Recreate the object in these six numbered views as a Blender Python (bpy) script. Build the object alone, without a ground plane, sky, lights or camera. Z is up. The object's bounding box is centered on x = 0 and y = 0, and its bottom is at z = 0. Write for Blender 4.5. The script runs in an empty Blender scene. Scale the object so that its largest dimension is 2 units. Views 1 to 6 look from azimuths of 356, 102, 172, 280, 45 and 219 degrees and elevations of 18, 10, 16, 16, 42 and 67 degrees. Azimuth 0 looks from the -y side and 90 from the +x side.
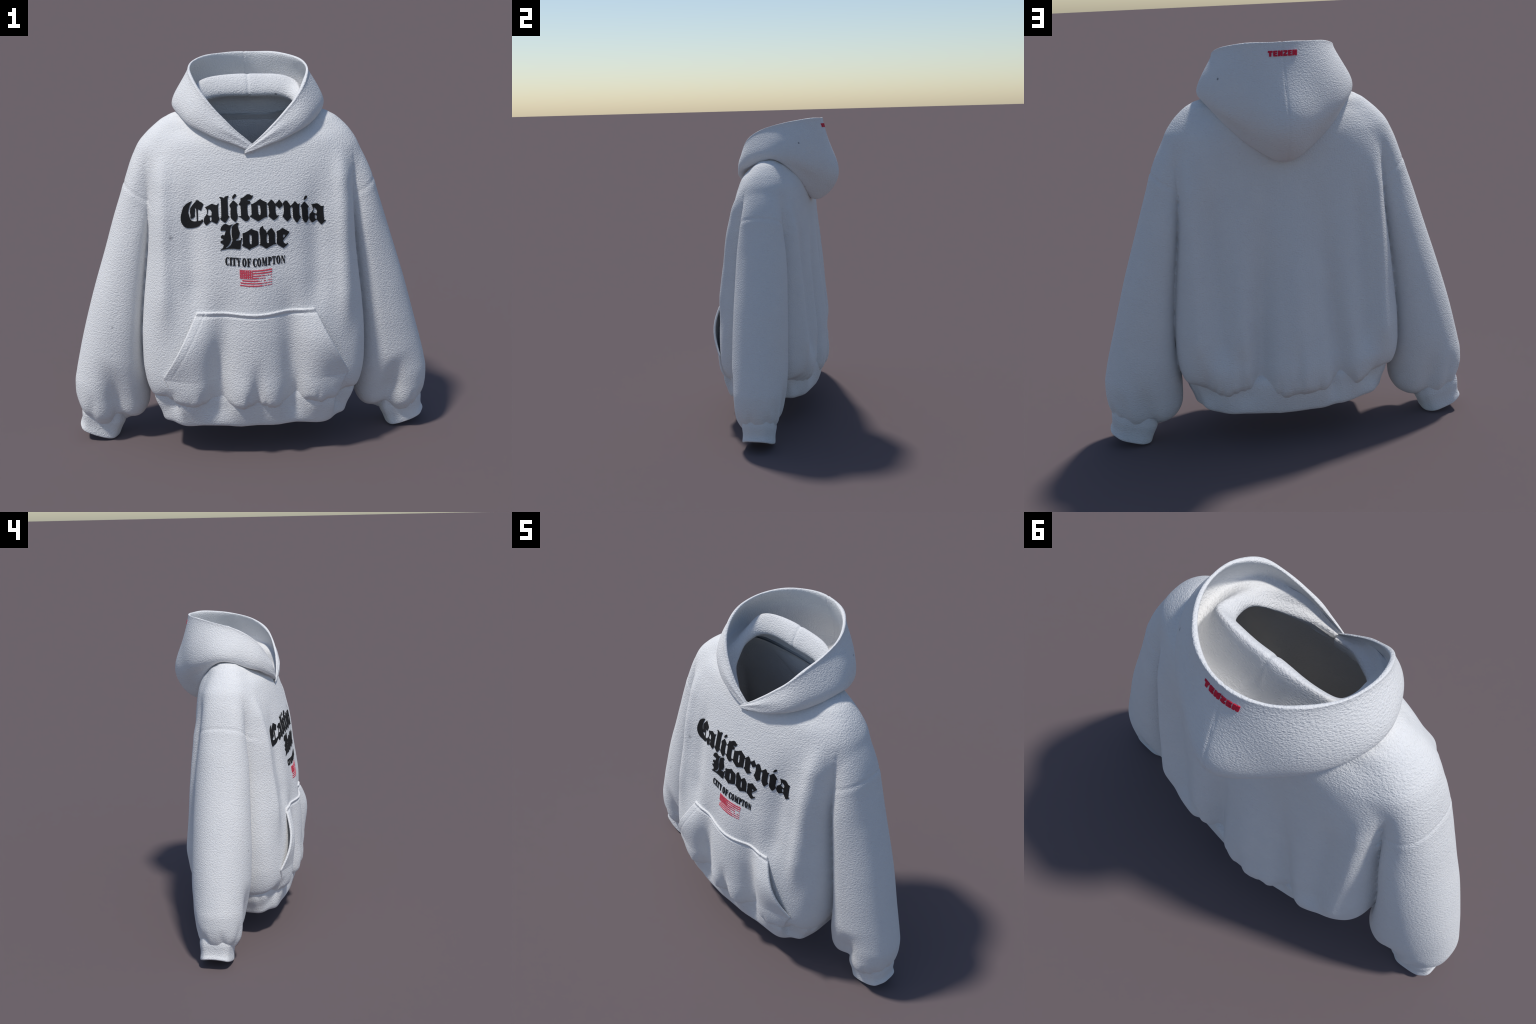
# A pale fleece hooded sweatshirt standing upright, arms hanging at its sides.
import bpy, bmesh, math, random
import numpy as np
from mathutils import Vector
from mathutils.bvhtree import BVHTree

random.seed(7)
rng = np.random.default_rng(7)

# ----------------------------------------------------------------- helpers
def pchip(table):
    """Shape-preserving cubic through (key, value...) rows."""
    t = np.array(sorted(table), float)
    x, Y = t[:, 0], t[:, 1:]
    h = np.diff(x)[:, None]
    d = np.diff(Y, axis=0) / h
    m = np.zeros_like(Y)
    same = d[:-1] * d[1:] > 0
    w1, w2 = 2 * h[1:] + h[:-1], h[1:] + 2 * h[:-1]
    with np.errstate(divide="ignore", invalid="ignore"):
        hm = (w1 + w2) / (w1 / d[:-1] + w2 / d[1:])
    m[1:-1] = np.where(same, hm, 0)
    m[0], m[-1] = d[0], d[-1]

    def f(q, col=0):
        q = np.clip(np.asarray(q, float), x[0], x[-1])
        i = np.clip(np.searchsorted(x, q) - 1, 0, len(x) - 2)
        H = (x[i + 1] - x[i])
        s = (q - x[i]) / H
        a, b = Y[i, col], Y[i + 1, col]
        ma, mb = m[i, col] * H, m[i + 1, col] * H
        return ((2 * s**3 - 3 * s**2 + 1) * a + (s**3 - 2 * s**2 + s) * ma
                + (-2 * s**3 + 3 * s**2) * b + (s**3 - s**2) * mb)
    return f


def smooth(a, b, v):
    t = np.clip((v - a) / (b - a), 0, 1)
    return t * t * (3 - 2 * t)


def gauss(v, c, w):
    return np.exp(-((v - c) / w) ** 2)


def spline(P, n, closed=False):
    """Natural cubic spline through rows of P, chord-length parameter, n samples."""
    P = np.asarray(P, float)
    if closed:
        k = 4
        Q = np.vstack([P[-k:], P, P[:k + 1]])
    else:
        Q = P
    dist = np.sqrt(np.maximum(np.linalg.norm(np.diff(Q, axis=0), axis=1), 1e-5))
    t = np.concatenate([[0], np.cumsum(dist)])
    N = len(t)
    A = np.zeros((N, N)); R = np.zeros((N, Q.shape[1]))
    A[0, 0] = A[-1, -1] = 1
    h = np.diff(t)
    for i in range(1, N - 1):
        A[i, i - 1], A[i, i], A[i, i + 1] = h[i - 1], 2 * (h[i - 1] + h[i]), h[i]
        R[i] = 6 * ((Q[i + 1] - Q[i]) / h[i] - (Q[i] - Q[i - 1]) / h[i - 1])
    M = np.linalg.solve(A, R)
    if closed:
        q = np.linspace(t[k], t[k + len(P)], n, endpoint=False)
    else:
        q = np.linspace(t[0], t[-1], n)
    i = np.clip(np.searchsorted(t, q, side="right") - 1, 0, N - 2)
    a = (t[i + 1] - q)[:, None]; b = (q - t[i])[:, None]; H = h[i][:, None]
    return (M[i] * a**3 + M[i + 1] * b**3) / (6 * H) + (Q[i] / H - M[i] * H / 6) * a + (Q[i + 1] / H - M[i + 1] * H / 6) * b


def make_mesh(name, V, F, smooth_shade=True):
    me = bpy.data.meshes.new(name)
    me.from_pydata([tuple(map(float, v)) for v in V], [], [tuple(map(int, f)) for f in F])
    me.update()
    if smooth_shade:
        me.polygons.foreach_set("use_smooth", [True] * len(me.polygons))
    return me


def make_object(name, me, parent=None, mat=None):
    ob = bpy.data.objects.new(name, me)
    bpy.context.scene.collection.objects.link(ob)
    if parent is not None:
        ob.parent = parent
    if mat is not None:
        me.materials.clear()
        me.materials.append(mat)
    return ob


def recalc(me):
    bm = bmesh.new(); bm.from_mesh(me)
    bmesh.ops.recalc_face_normals(bm, faces=bm.faces)
    bm.to_mesh(me); bm.free()


def grid_faces(nu, nv, wrap_u=False, wrap_v=False, off=0):
    F = []
    for i in range(nu if wrap_u else nu - 1):
        for j in range(nv if wrap_v else nv - 1):
            a = i * nv + j; b = ((i + 1) % nu) * nv + j
            c = ((i + 1) % nu) * nv + (j + 1) % nv; d = i * nv + (j + 1) % nv
            F.append((a + off, b + off, c + off, d + off))
    return F


def surface_nets(f, lo, step):
    """Mesh of the zero level of the sampled field f (negative inside)."""
    s = f < 0
    nx, ny, nz = f.shape
    cnt = np.zeros((nx - 1, ny - 1, nz - 1), int)
    corners = [(a, b, c) for a in (0, 1) for b in (0, 1) for c in (0, 1)]
    sl = lambda o: tuple(slice(k, n - 1 + k) for k, n in zip(o, (nx, ny, nz)))
    for o in corners:
        cnt += s[sl(o)]
    act = (cnt > 0) & (cnt < 8)
    idx = np.argwhere(act)
    acc = np.zeros((len(idx), 3)); num = np.zeros(len(idx))
    for o in corners:
        for ax in range(3):
            if o[ax]:
                continue
            p = list(o); p[ax] = 1
            va = f[idx[:, 0] + o[0], idx[:, 1] + o[1], idx[:, 2] + o[2]]
            vb = f[idx[:, 0] + p[0], idx[:, 1] + p[1], idx[:, 2] + p[2]]
            cross = (va < 0) != (vb < 0)
            t = np.where(cross, va / np.where(cross, va - vb, 1), 0)
            pos = np.array(o, float)[None] + np.eye(3)[ax][None] * t[:, None]
            acc += pos * cross[:, None]; num += cross
    V = (idx + acc / num[:, None]) * step + np.array(lo)
    vid = np.full(act.shape, -1); vid[act] = np.arange(len(idx))
    F = []
    for ax in range(3):
        u, w = (ax + 1) % 3, (ax + 2) % 3
        a = [slice(None)] * 3; b = [slice(None)] * 3
        a[ax] = slice(0, -1); b[ax] = slice(1, None)
        ch = s[tuple(a)] != s[tuple(b)]
        e = np.argwhere(ch)
        e = e[(e[:, u] > 0) & (e[:, w] > 0) & (e[:, u] < f.shape[u] - 1) & (e[:, w] < f.shape[w] - 1)]
        flip = s[tuple(a)][tuple(e.T)]
        q = []
        for du, dw in ((1, 1), (0, 1), (0, 0), (1, 0)):
            c = e.copy(); c[:, u] -= du; c[:, w] -= dw
            q.append(vid[tuple(c.T)])
        q = np.stack(q, 1)
        q[~flip] = q[~flip][:, ::-1]
        F.append(q)
    return V, np.vstack(F)


def relax(V, F, rounds, lam=0.5, mu=-0.52):
    E = np.vstack([F[:, [0, 1]], F[:, [1, 2]], F[:, [2, 3]], F[:, [3, 0]]])
    E = np.vstack([E, E[:, ::-1]])
    deg = np.bincount(E[:, 0], minlength=len(V))[:, None]
    for r in range(rounds):
        for w in (lam, mu):
            A = np.stack([np.bincount(E[:, 0], V[E[:, 1], k], len(V)) for k in range(3)], 1)
            V = V + w * (A / np.maximum(deg, 1) - V)
    return V


# --------------------------------------------------------------- materials
def new_material(name):
    m = bpy.data.materials.new(name); m.use_nodes = True
    nt = m.node_tree; nt.nodes.clear()
    out = nt.nodes.new("ShaderNodeOutputMaterial")
    bs = nt.nodes.new("ShaderNodeBsdfPrincipled")
    nt.links.new(bs.outputs[0], out.inputs[0])
    return m, nt, bs


# small grey smudges left on the cloth: place, radius, strength
SMUDGES = [((-0.424, -0.176, 1.514), 0.016, 0.22), ((-0.401, -0.279, 1.178), 0.015, 0.45),
           ((0.285, 0.191, 1.8445), 0.009, 0.8), ((0.143, 0.061, 1.807), 0.010, 0.7), ((-0.718, -0.184, 0.690), 0.009, 0.5)]


def fleece_material():
    m, nt, bs = new_material("fleece")
    N, L = nt.nodes.new, nt.links.new
    tc = N("ShaderNodeTexCoord")
    mp = N("ShaderNodeMapping"); mp.inputs["Scale"].default_value = (1.0, 1.0, 1.4)
    mp.inputs["Rotation"].default_value = (0.0, 0.22, 0.0)
    L(tc.outputs["Object"], mp.inputs[0])
    n1 = N("ShaderNodeTexNoise"); n1.inputs["Scale"].default_value = 122; n1.inputs["Detail"].default_value = 1.5
    n1.inputs["Roughness"].default_value = 0.5; n1.inputs["Distortion"].default_value = 0.15
    n2 = N("ShaderNodeTexNoise"); n2.inputs["Scale"].default_value = 260; n2.inputs["Detail"].default_value = 2.0
    L(mp.outputs[0], n1.inputs[0]); L(mp.outputs[0], n2.inputs[0])
    add = N("ShaderNodeMath"); add.operation = "MULTIPLY_ADD"; add.inputs[1].default_value = 0.35
    L(n2.outputs[0], add.inputs[0]); L(n1.outputs[0], add.inputs[2])
    bp = N("ShaderNodeBump"); bp.inputs["Strength"].default_value = 0.76; bp.inputs["Distance"].default_value = 0.0052
    L(add.outputs[0], bp.inputs["Height"]); L(bp.outputs[0], bs.inputs["Normal"])
    n3 = N("ShaderNodeTexNoise"); n3.inputs["Scale"].default_value = 9; n3.inputs["Detail"].default_value = 5
    L(tc.outputs["Object"], n3.inputs[0])
    cr = N("ShaderNodeValToRGB")
    cr.color_ramp.elements[0].position = 0.3; cr.color_ramp.elements[0].color = (0.752, 0.756, 0.764, 1)
    cr.color_ramp.elements[1].position = 0.7; cr.color_ramp.elements[1].color = (0.776, 0.777, 0.780, 1)
    L(n3.outputs[0], cr.inputs[0])
    col = cr.outputs[0]
    for place, radius, strength in SMUDGES:
        vd = N("ShaderNodeVectorMath"); vd.operation = "DISTANCE"; vd.inputs[1].default_value = place
        L(tc.outputs["Object"], vd.inputs[0])
        mr = N("ShaderNodeMapRange"); mr.interpolation_type = "SMOOTHSTEP"
        mr.inputs["From Min"].default_value = radius * 0.2; mr.inputs["From Max"].default_value = radius
        mr.inputs["To Min"].default_value = strength; mr.inputs["To Max"].default_value = 0.0
        L(vd.outputs["Value"], mr.inputs["Value"])
        mx = N("ShaderNodeMix"); mx.data_type = "RGBA"
        mx.inputs[7].default_value = (0.13, 0.135, 0.15, 1)
        L(mr.outputs["Result"], mx.inputs[0]); L(col, mx.inputs[6]); col = mx.outputs[2]
    L(col, bs.inputs["Base Color"])
    bs.inputs["Roughness"].default_value = 0.95
    bs.inputs["Specular IOR Level"].default_value = 0.15
    return m


def ink_material(name, dark, light, worn=0.0):
    m, nt, bs = new_material(name)
    N, L = nt.nodes.new, nt.links.new
    tc = N("ShaderNodeTexCoord")
    n = N("ShaderNodeTexNoise"); n.inputs["Scale"].default_value = 160; n.inputs["Detail"].default_value = 3
    L(tc.outputs["Object"], n.inputs[0])
    cr = N("ShaderNodeValToRGB")
    cr.color_ramp.elements[0].position = 0.35; cr.color_ramp.elements[0].color = (*dark, 1)
    cr.color_ramp.elements[1].position = 0.7; cr.color_ramp.elements[1].color = (*light, 1)
    L(n.outputs[0], cr.inputs[0]); L(cr.outputs[0], bs.inputs["Base Color"])
    bp = N("ShaderNodeBump"); bp.inputs["Strength"].default_value = 0.15; bp.inputs["Distance"].default_value = 0.003
    L(n.outputs[0], bp.inputs["Height"]); L(bp.outputs[0], bs.inputs["Normal"])
    bs.inputs["Roughness"].default_value = 0.75
    bs.inputs["Specular IOR Level"].default_value = 0.2
    return m


FLEECE = fleece_material()
BLACK = ink_material("black_print", (0.012, 0.012, 0.013), (0.018, 0.018, 0.02))
RED = ink_material("red_print", (0.58, 0.045, 0.08), (0.68, 0.075, 0.115))
CRIMSON = ink_material("crimson_print", (0.60, 0.018, 0.05), (0.68, 0.026, 0.065))

root = bpy.data.objects.new("hooded_sweatshirt", None)
bpy.context.scene.collection.objects.link(root)
root["label"] = "pale grey-white fleece hoodie with black blackletter chest print"
root["category"] = "hoodie"

# --------------------------------------------- torso and sleeves as one cloth
# torso by height: half width, front y, back y, corner squareness, arch of front, arch of back
TORSO = pchip([
    (0.24, 0.42, -0.250, 0.190, 4.0, .15, .15), (0.275, 0.488, -0.322, 0.245, 4.5, .16, .16), (0.29, 0.506, -0.345, 0.265, 4.6, .17, .17),
    (0.31, 0.525, -0.368, 0.285, 4.8, .18, .18), (0.34, 0.545, -0.383, 0.298, 5.2, .18, .20), (0.42, 0.565, -0.388, 0.305, 5.6, .18, .20),
    (0.50, 0.571, -0.386, 0.298, 6.0, .19, .20), (0.63, 0.568, -0.381, 0.287, 6.4, .21, .19), (0.80, 0.555, -0.369, 0.271, 6.6, .25, .19),
    (0.98, 0.533, -0.352, 0.257, 6.8, .28, .18), (1.12, 0.516, -0.335, 0.247, 6.8, .30, .17), (1.26, 0.507, -0.319, 0.236, 6.2, .30, .16),
    (1.36, 0.505, -0.298, 0.229, 5.2, .29, .15), (1.46, 0.511, -0.271, 0.220, 4.0, .25, .11), (1.56, 0.512, -0.240, 0.210, 2.8, .12, .04),
    (1.63, 0.484, -0.212, 0.193, 2.3, .0, .0), (1.68, 0.438, -0.175, 0.168, 2.1, .0, .0), (1.73, 0.362, -0.118, 0.125, 2.1, .0, .0),
    (1.77, 0.265, -0.060, 0.072, 2.0, .0, .0), (1.80, 0.100, -0.010, 0.02, 2.0, .0, .0)])
# sleeve by height: outer x, inner x, half depth
SLEEVE = pchip([
    (0.08, 0.87, 0.755, 0.055), (0.105, 0.900, 0.705, 0.095), (0.13, 0.918, 0.675, 0.116), (0.17, 0.934, 0.622, 0.138),
    (0.21, 0.942, 0.584, 0.148), (0.27, 0.946, 0.555, 0.156), (0.33, 0.945, 0.550, 0.163), (0.40, 0.934, 0.556, 0.168), (0.50, 0.911, 0.564, 0.173),
    (0.65, 0.870, 0.558, 0.174), (0.80, 0.826, 0.544, 0.171), (1.00, 0.762, 0.520, 0.163), (1.20, 0.697, 0.494, 0.150),
    (1.30, 0.663, 0.472, 0.140), (1.40, 0.628, 0.445, 0.128), (1.50, 0.582, 0.410, 0.114), (1.60, 0.520, 0.36, 0.092),
    (1.66, 0.460, 0.33, 0.07), (1.72, 0.38, 0.31, 0.03)])

# lowest line of the gathered cloth over the waistband, front and back
EDGE_FRONT = pchip([(-0.52, .356), (-0.48, .352), (-0.41, .313), (-0.355, .284), (-0.27, .316), (-0.20, .322), (-0.15, .316),
                    (-0.085, .281), (0.0, .304), (0.03, .302), (0.09, .283), (0.155, .314), (0.2, .330), (0.24, .315),
                    (0.33, .286), (0.385, .289), (0.44, .350), (0.49, .357)])
EDGE_BACK = pchip([(-0.5, .365), (-0.42, .355), (-0.31, .298), (-0.25, .305), (-0.21, .326), (-0.14, .284), (-0.08, .292), (-.03, .288), (0.055, .272),
                   (0.11, .295), (0.16, .308), (0.25, .322), (0.34, .297), (0.43, .338), (0.5, .36)])

STEP = 0.0085
lo = np.array([-1.0, -0.47, 0.04]); hi = np.array([1.0, 0.37, 1.86])
n3 = np.ceil((hi - lo) / STEP).astype(int)
gx, gy, gz = [lo[k] + STEP * np.arange(n3[k]) for k in range(3)]
X, Y, Z = np.meshgrid(gx, gy, gz, indexing="ij")
AX = np.abs(X)


def as_distance(f):
    g = np.gradient(f, STEP)
    return f / np.maximum(np.sqrt(g[0]**2 + g[1]**2 + g[2]**2), 0.3)


back_w = smooth(-0.14, 0.10, gy)[None, :, None]
edge = EDGE_FRONT(gx)[:, None, None] * (1 - back_w) + EDGE_BACK(gx)[:, None, None] * back_w
side_w = smooth(0.46, 0.54, np.abs(gx))[:, None, None]
edge = edge * (1 - side_w) + (0.302 + 0.018 * back_w) * side_w
ZT = Z - (0.5 + 0.35 * back_w) * (edge - 0.296) * (1 - smooth(0.33, 0.50, Z))
W, YF, YB, SQ, AF, AB = [TORSO(ZT, k) for k in range(6)]
YC, H = (YF + YB) / 2, (YB - YF) / 2
isb = smooth(-0.10, 0.02, Y)
H = H * (1 - (AF * (1 - isb) + AB * isb) * np.minimum(np.abs(X / W), 1.2) ** 2)
ft = (np.abs(X / W) ** SQ + np.abs((Y - YC) / H) ** SQ) ** (1 / SQ) - 1
ft = np.maximum(as_distance(ft), 0.262 - ZT)
del W, YF, YB, SQ, AF, AB, isb, YC, H

ZS = Z - 0.30 * (AX - 0.80) * (1 - smooth(0.12, 0.40, Z))
XO, XI, B = [SLEEVE(ZS, k) for k in range(3)]
U = (AX - (XO + XI) / 2) / ((XO - XI) / 2)
taper = 0.20 * smooth(0.2, 0.5, Z) * (1 - smooth(1.15, 1.4, Z))
fs = (np.abs(U) ** 2.3 + np.abs((Y + 0.010) / (B * (1 - taper * np.clip(U, -1.2, 1.2)))) ** 2.3) ** (1 / 2.3) - 1
fs = np.maximum(as_distance(fs), 0.092 - ZS)
fs = np.maximum(fs, Z - 1.71)
del XO, XI, B, U, ZT, ZS

k = 0.009 + 0.050 * smooth(1.34, 1.60, Z)
h = np.clip(0.5 + 0.5 * (fs - ft) / k, 0, 1)
f = fs * (1 - h) + ft * h - k * h * (1 - h)
is_sleeve_field = fs - ft
V, F = surface_nets(f, lo, STEP)
ii = np.clip(np.round((V - lo) / STEP).astype(int), 0, n3 - 1)
sleeve_side = is_sleeve_field[ii[:, 0], ii[:, 1], ii[:, 2]] < 0
del X, Y, Z, AX, f, ft, fs, k, h, is_sleeve_field
V = relax(V, F, 6)


def seam_height(ax):
    return 1.400 + (ax - 0.625) * 0.62


def vertex_normals(V, F):
    me = make_mesh("tmp", V, F)
    nrm = np.zeros(len(V) * 3); me.vertex_normals.foreach_get("vector", nrm)
    bpy.data.meshes.remove(me)
    return nrm.reshape(-1, 3)


# ---- folds pressed into (-) or swelling out of (+) the cloth
nrm = vertex_normals(V, F)
x, y, z = V.T
front = 1 - smooth(-0.14, 0.02, y)
back = smooth(0.0, 0.12, y)
disp = np.zeros(len(V)); press = np.zeros(len(V))
tor = ~sleeve_side


def span(z, z_none, z_full, z_low=None, z_gone=None):
    """0 above z_none, 1 from z_full down, and back to 0 between z_low and z_gone."""
    w = 1 - smooth(z_full, z_none, z)
    return w if z_low is None else w * smooth(z_gone, z_low, z)


# side, position at z = 0.4, drift per metre of height, width, depth, height span
for side, cx, slant, w, d, *zs in [
    # front of the body
    ("f", -0.190, 0.05, 0.056, -0.054, 0.97, 0.42), ("f", 0.185, -0.05, 0.056, -0.052, 1.04, 0.42),
    ("f", 0.000, 0.0, 0.033, -0.034, 0.60, 0.34), ("f", -0.24, 0.0, 0.016, -0.014, 0.46, 0.33),
    ("f", -0.165, 0.0, 0.018, -0.010, 0.50, 0.34), ("f", 0.205, 0.0, 0.020, -0.014, 0.55, 0.36),
    ("f", 0.285, 0.0, 0.014, -0.012, 0.36, 0.31), ("f", 0.262, 0.0, 0.010, -0.007, 0.36, 0.32),
    ("f", -0.44, 0.10, 0.030, -0.012, 0.42, 0.34), ("f", 0.45, -0.1, 0.030, -0.012, 0.42, 0.34),
    ("f", -0.300, 0.0, 0.055, -0.020, 1.52, 1.25, 0.95, 0.75), ("f", 0.300, 0.0, 0.055, -0.020, 1.52, 1.25, 0.95, 0.75),
    ("f", -0.465, 0.02, 0.050, 0.031, 1.62, 1.42, 0.90, 0.62), ("f", 0.465, -0.02, 0.050, 0.031, 1.62, 1.42, 0.90, 0.62),
    ("f", 0.0, 0.0, 0.090, 0.014, 1.2, 0.8), ("f", -0.31, 0.0, 0.060, 0.008, 0.9, 0.45), ("f", 0.31, 0.0, 0.060, 0.008, 0.9, 0.45),
    ("f", -0.08, 0.0, 0.040, 0.006, 0.5, 0.38), ("f", 0.085, 0.0, 0.040, 0.006, 0.5, 0.38),
    # back of the body
    ("b", 0.165, -0.06, 0.052, -0.070, 1.46, 0.42), ("b", -0.232, 0.09, 0.050, -0.056, 1.46, 0.42),
    ("b", 0.345, 0.02, 0.042, -0.022, 1.42, 1.10, 0.60, 0.42), ("b", -0.365, 0.02, 0.042, -0.022, 1.42, 1.10, 0.60, 0.42),
    ("b", 0.470, 0.0, 0.048, 0.030, 1.52, 1.30, 0.60, 0.40), ("b", -0.475, 0.0, 0.048, 0.030, 1.52, 1.30, 0.60, 0.40),
    ("b", -0.03, 0.0, 0.060, 0.020, 1.38, 0.75), ("b", 0.250, 0.0, 0.040, 0.012, 1.25, 0.90, 0.6, 0.45),
    ("b", -0.012, -0.02, 0.026, -0.016, 0.65, 0.36), ("b", 0.435, 0.05, 0.026, -0.018, 0.50, 0.34),
    ("b", 0.270, 0.0, 0.025, -0.016, 0.62, 0.34), ("b", -0.285, 0.0, 0.014, -0.012, 0.40, 0.32),
    ("b", -0.42, -0.05, 0.022, -0.010, 0.45, 0.34), ("b", 0.20, 0.0, 0.030, -0.006, 0.50, 0.33)]:
    press += np.where(tor, (-front if side == "f" else back) * span(z, *zs) * d * gauss(x, cx + slant * (z - 0.4), w), 0)
# small irregular puckers where the cloth is gathered into the waistband
for side, lo_x, hi_x in [("f", -0.46, 0.46), ("b", -0.44, 0.44)]:
    for cx in np.arange(lo_x, hi_x, 0.042):
        cx = cx + rng.uniform(-0.015, 0.015)
        d, w, zt = rng.uniform(0.003, 0.014), rng.uniform(0.007, 0.013), rng.uniform(0.34, 0.43)
        press += np.where(tor, (front if side == "f" else -back) * span(z, zt, 0.30) * d * gauss(x, cx, w), 0)
# sleeves: hollows above the cuffs (side, position, drift, width, depth, span, front or back)
for sx, cx, slant, w, d, z0, z1, fr in [
    (-1, 0.715, 0.12, 0.060, 0.050, 0.54, 0.24, 1), (-1, 0.86, -0.1, 0.025, 0.009, 0.30, 0.18, 1), (-1, 0.74, 0.0, 0.018, 0.010, 0.26, 0.15, 1),
    (1, 0.715, 0.12, 0.065, 0.052, 0.50, 0.25, 1), (1, 0.855, 0.0, 0.014, 0.007, 0.24, 0.16, 1), (1, 0.90, 0.0, 0.02, 0.008, 0.25, 0.16, 1),
    (1, 0.86, 0.1, 0.028, 0.012, 0.34, 0.19, -1), (1, 0.74, 0.1, 0.050, 0.030, 0.46, 0.18, -1), (1, 0.70, 0.0, 0.016, 0.008, 0.24, 0.14, -1),
    (-1, 0.85, 0.1, 0.030, 0.014, 0.38, 0.19, -1), (-1, 0.74, 0.1, 0.050, 0.028, 0.46, 0.17, -1), (-1, 0.91, 0.0, 0.02, 0.009, 0.28, 0.18, -1)]:
    fb = (1 - smooth(-0.10, 0.0, y)) if fr > 0 else smooth(0.0, 0.10, y)
    zz = z - 0.30 * (np.abs(x) - 0.80)
    disp -= np.where(sleeve_side & (x * sx > 0), fb * span(zz, z0, z1) * d * gauss(np.abs(x), cx + slant * (z - 0.2), w), 0)
# one shoulder stands a little fuller than the other
disp += 0.015 * gauss(x, -0.57, 0.10) * gauss(z, 1.57, 0.12)
disp -= 0.006 * smooth(0.55, 0.70, x) * smooth(0.3, 0.6, z) * (1 - smooth(1.3, 1.5, z))
# dents on the outer side of the sleeve, above the cuff
for sx, cy in [(1, -0.03), (1, 0.075), (-1, -0.055), (-1, 0.05)]:
    fb = smooth(0.86, 0.92, np.abs(x))
    disp -= np.where(sleeve_side & (x * sx > 0), fb * (1 - smooth(0.18, 0.28, z)) * 0.010 * gauss(y, cy, 0.018), 0)
# dropped shoulder seam: a stitched groove with a soft swell below it
sd = z - seam_height(np.abs(x))
on_arm = smooth(0.46, 0.52, np.abs(x)) * (1 - smooth(0.12, 0.25, np.abs(sd)))
disp += on_arm * (-0.0025 * gauss(sd, 0, 0.009) + 0.0008 * gauss(sd, -0.03, 0.02))
V = V + nrm * disp[:, None] + np.stack([0 * press, press, 0 * press], 1)
# gentle unevenness of hand-laid cloth
x, y, z = V.T
lump = (np.sin(9 * x + 4 * z + 1.3 * np.sin(7 * y)) * np.sin(6.5 * z - 3 * x + 0.7) + 0.6 * np.sin(17 * x - 6 * y + 2) * np.sin(13 * z + 5 * x)) * 0.0016
V = V + nrm * lump[:, None]

# ---- neck opening: the cloth inside the collar loop is cut away
NECK = [(0.0, -0.226), (0.075, -0.212), (0.140, -0.186), (0.215, -0.134), (0.250, -0.05), (0.255, 0.03), (0.215, 0.10), (0.12, 0.140), (0.0, 0.148)]
loop = spline(NECK + [(-a, b) for a, b in NECK[-2:0:-1]], 120, closed=True)


def inside(px, py, poly):
    c = np.zeros(len(px), bool)
    x0, y0 = poly.T; x1, y1 = np.roll(poly, -1, 0).T
    for a0, b0, a1, b1 in zip(x0, y0, x1, y1):
        if b0 == b1:
            continue
        m = (b0 > py) != (b1 > py)
        c ^= m & (px < (a1 - a0) * (py - b0) / (b1 - b0) + a0)
    return c


cut = (V[:, 2] > 1.52) & inside(V[:, 0], V[:, 1], loop)
low = (vertex_normals(V, F)[:, 2] < -0.93) & (V[:, 2] < 0.36)          # open underside, hidden by the bands
drop = cut | (low & ~sleeve_side & (np.abs(V[:, 0]) < 0.47) & (V[:, 1] > -0.31) & (V[:, 1] < 0.23))
whole = make_mesh("cloth", V, F)
whole_normals = np.zeros(len(V) * 3); whole.vertex_normals.foreach_get("vector", whole_normals)
whole_normals = whole_normals.reshape(-1, 3)
cloth_bvh = BVHTree.FromPolygons([tuple(v) for v in V], [tuple(q) for q in F.tolist()])
bpy.data.meshes.remove(whole)

F = F[~drop[F].any(1)]
cen = V[F].mean(1)
armf = sleeve_side[F].sum(1) >= 2
slv = armf & (np.abs(cen[:, 0]) > 0.46) & (cen[:, 2] < seam_height(np.abs(cen[:, 0])))


def part(name, faces, parent, lining=0.0):
    used = np.unique(faces)
    remap = np.full(len(V), -1); remap[used] = np.arange(len(used))
    P, N, Q = V[used], whole_normals[used], remap[faces]
    if lining:                                  # the cloth has thickness: an inside face
        Q = np.vstack([Q, Q[:, ::-1] + len(P)])
        P, N = np.vstack([P, P - N * lining]), np.vstack([N, -N])
    me = make_mesh(name, P, Q)
    me.normals_split_custom_set_from_vertices([tuple(n) for n in N])
    return make_object(name, me, parent, FLEECE)


torso = part("torso", F[~slv], root, lining=0.011)
sleeves = {sx: part("sleeve", F[slv & (cen[:, 0] * sx > 0)], root) for sx in (1, -1)}


# ------------------------------------------------------------ ribbed bands
def superellipse(n, ax, ay, sq):
    t = np.linspace(0, 2 * np.pi, n, endpoint=False)
    c, s = np.cos(t), np.sin(t)
    return np.sign(c) * np.abs(c) ** (2 / sq) * ax, np.sign(s) * np.abs(s) ** (2 / sq) * ay, t


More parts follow.
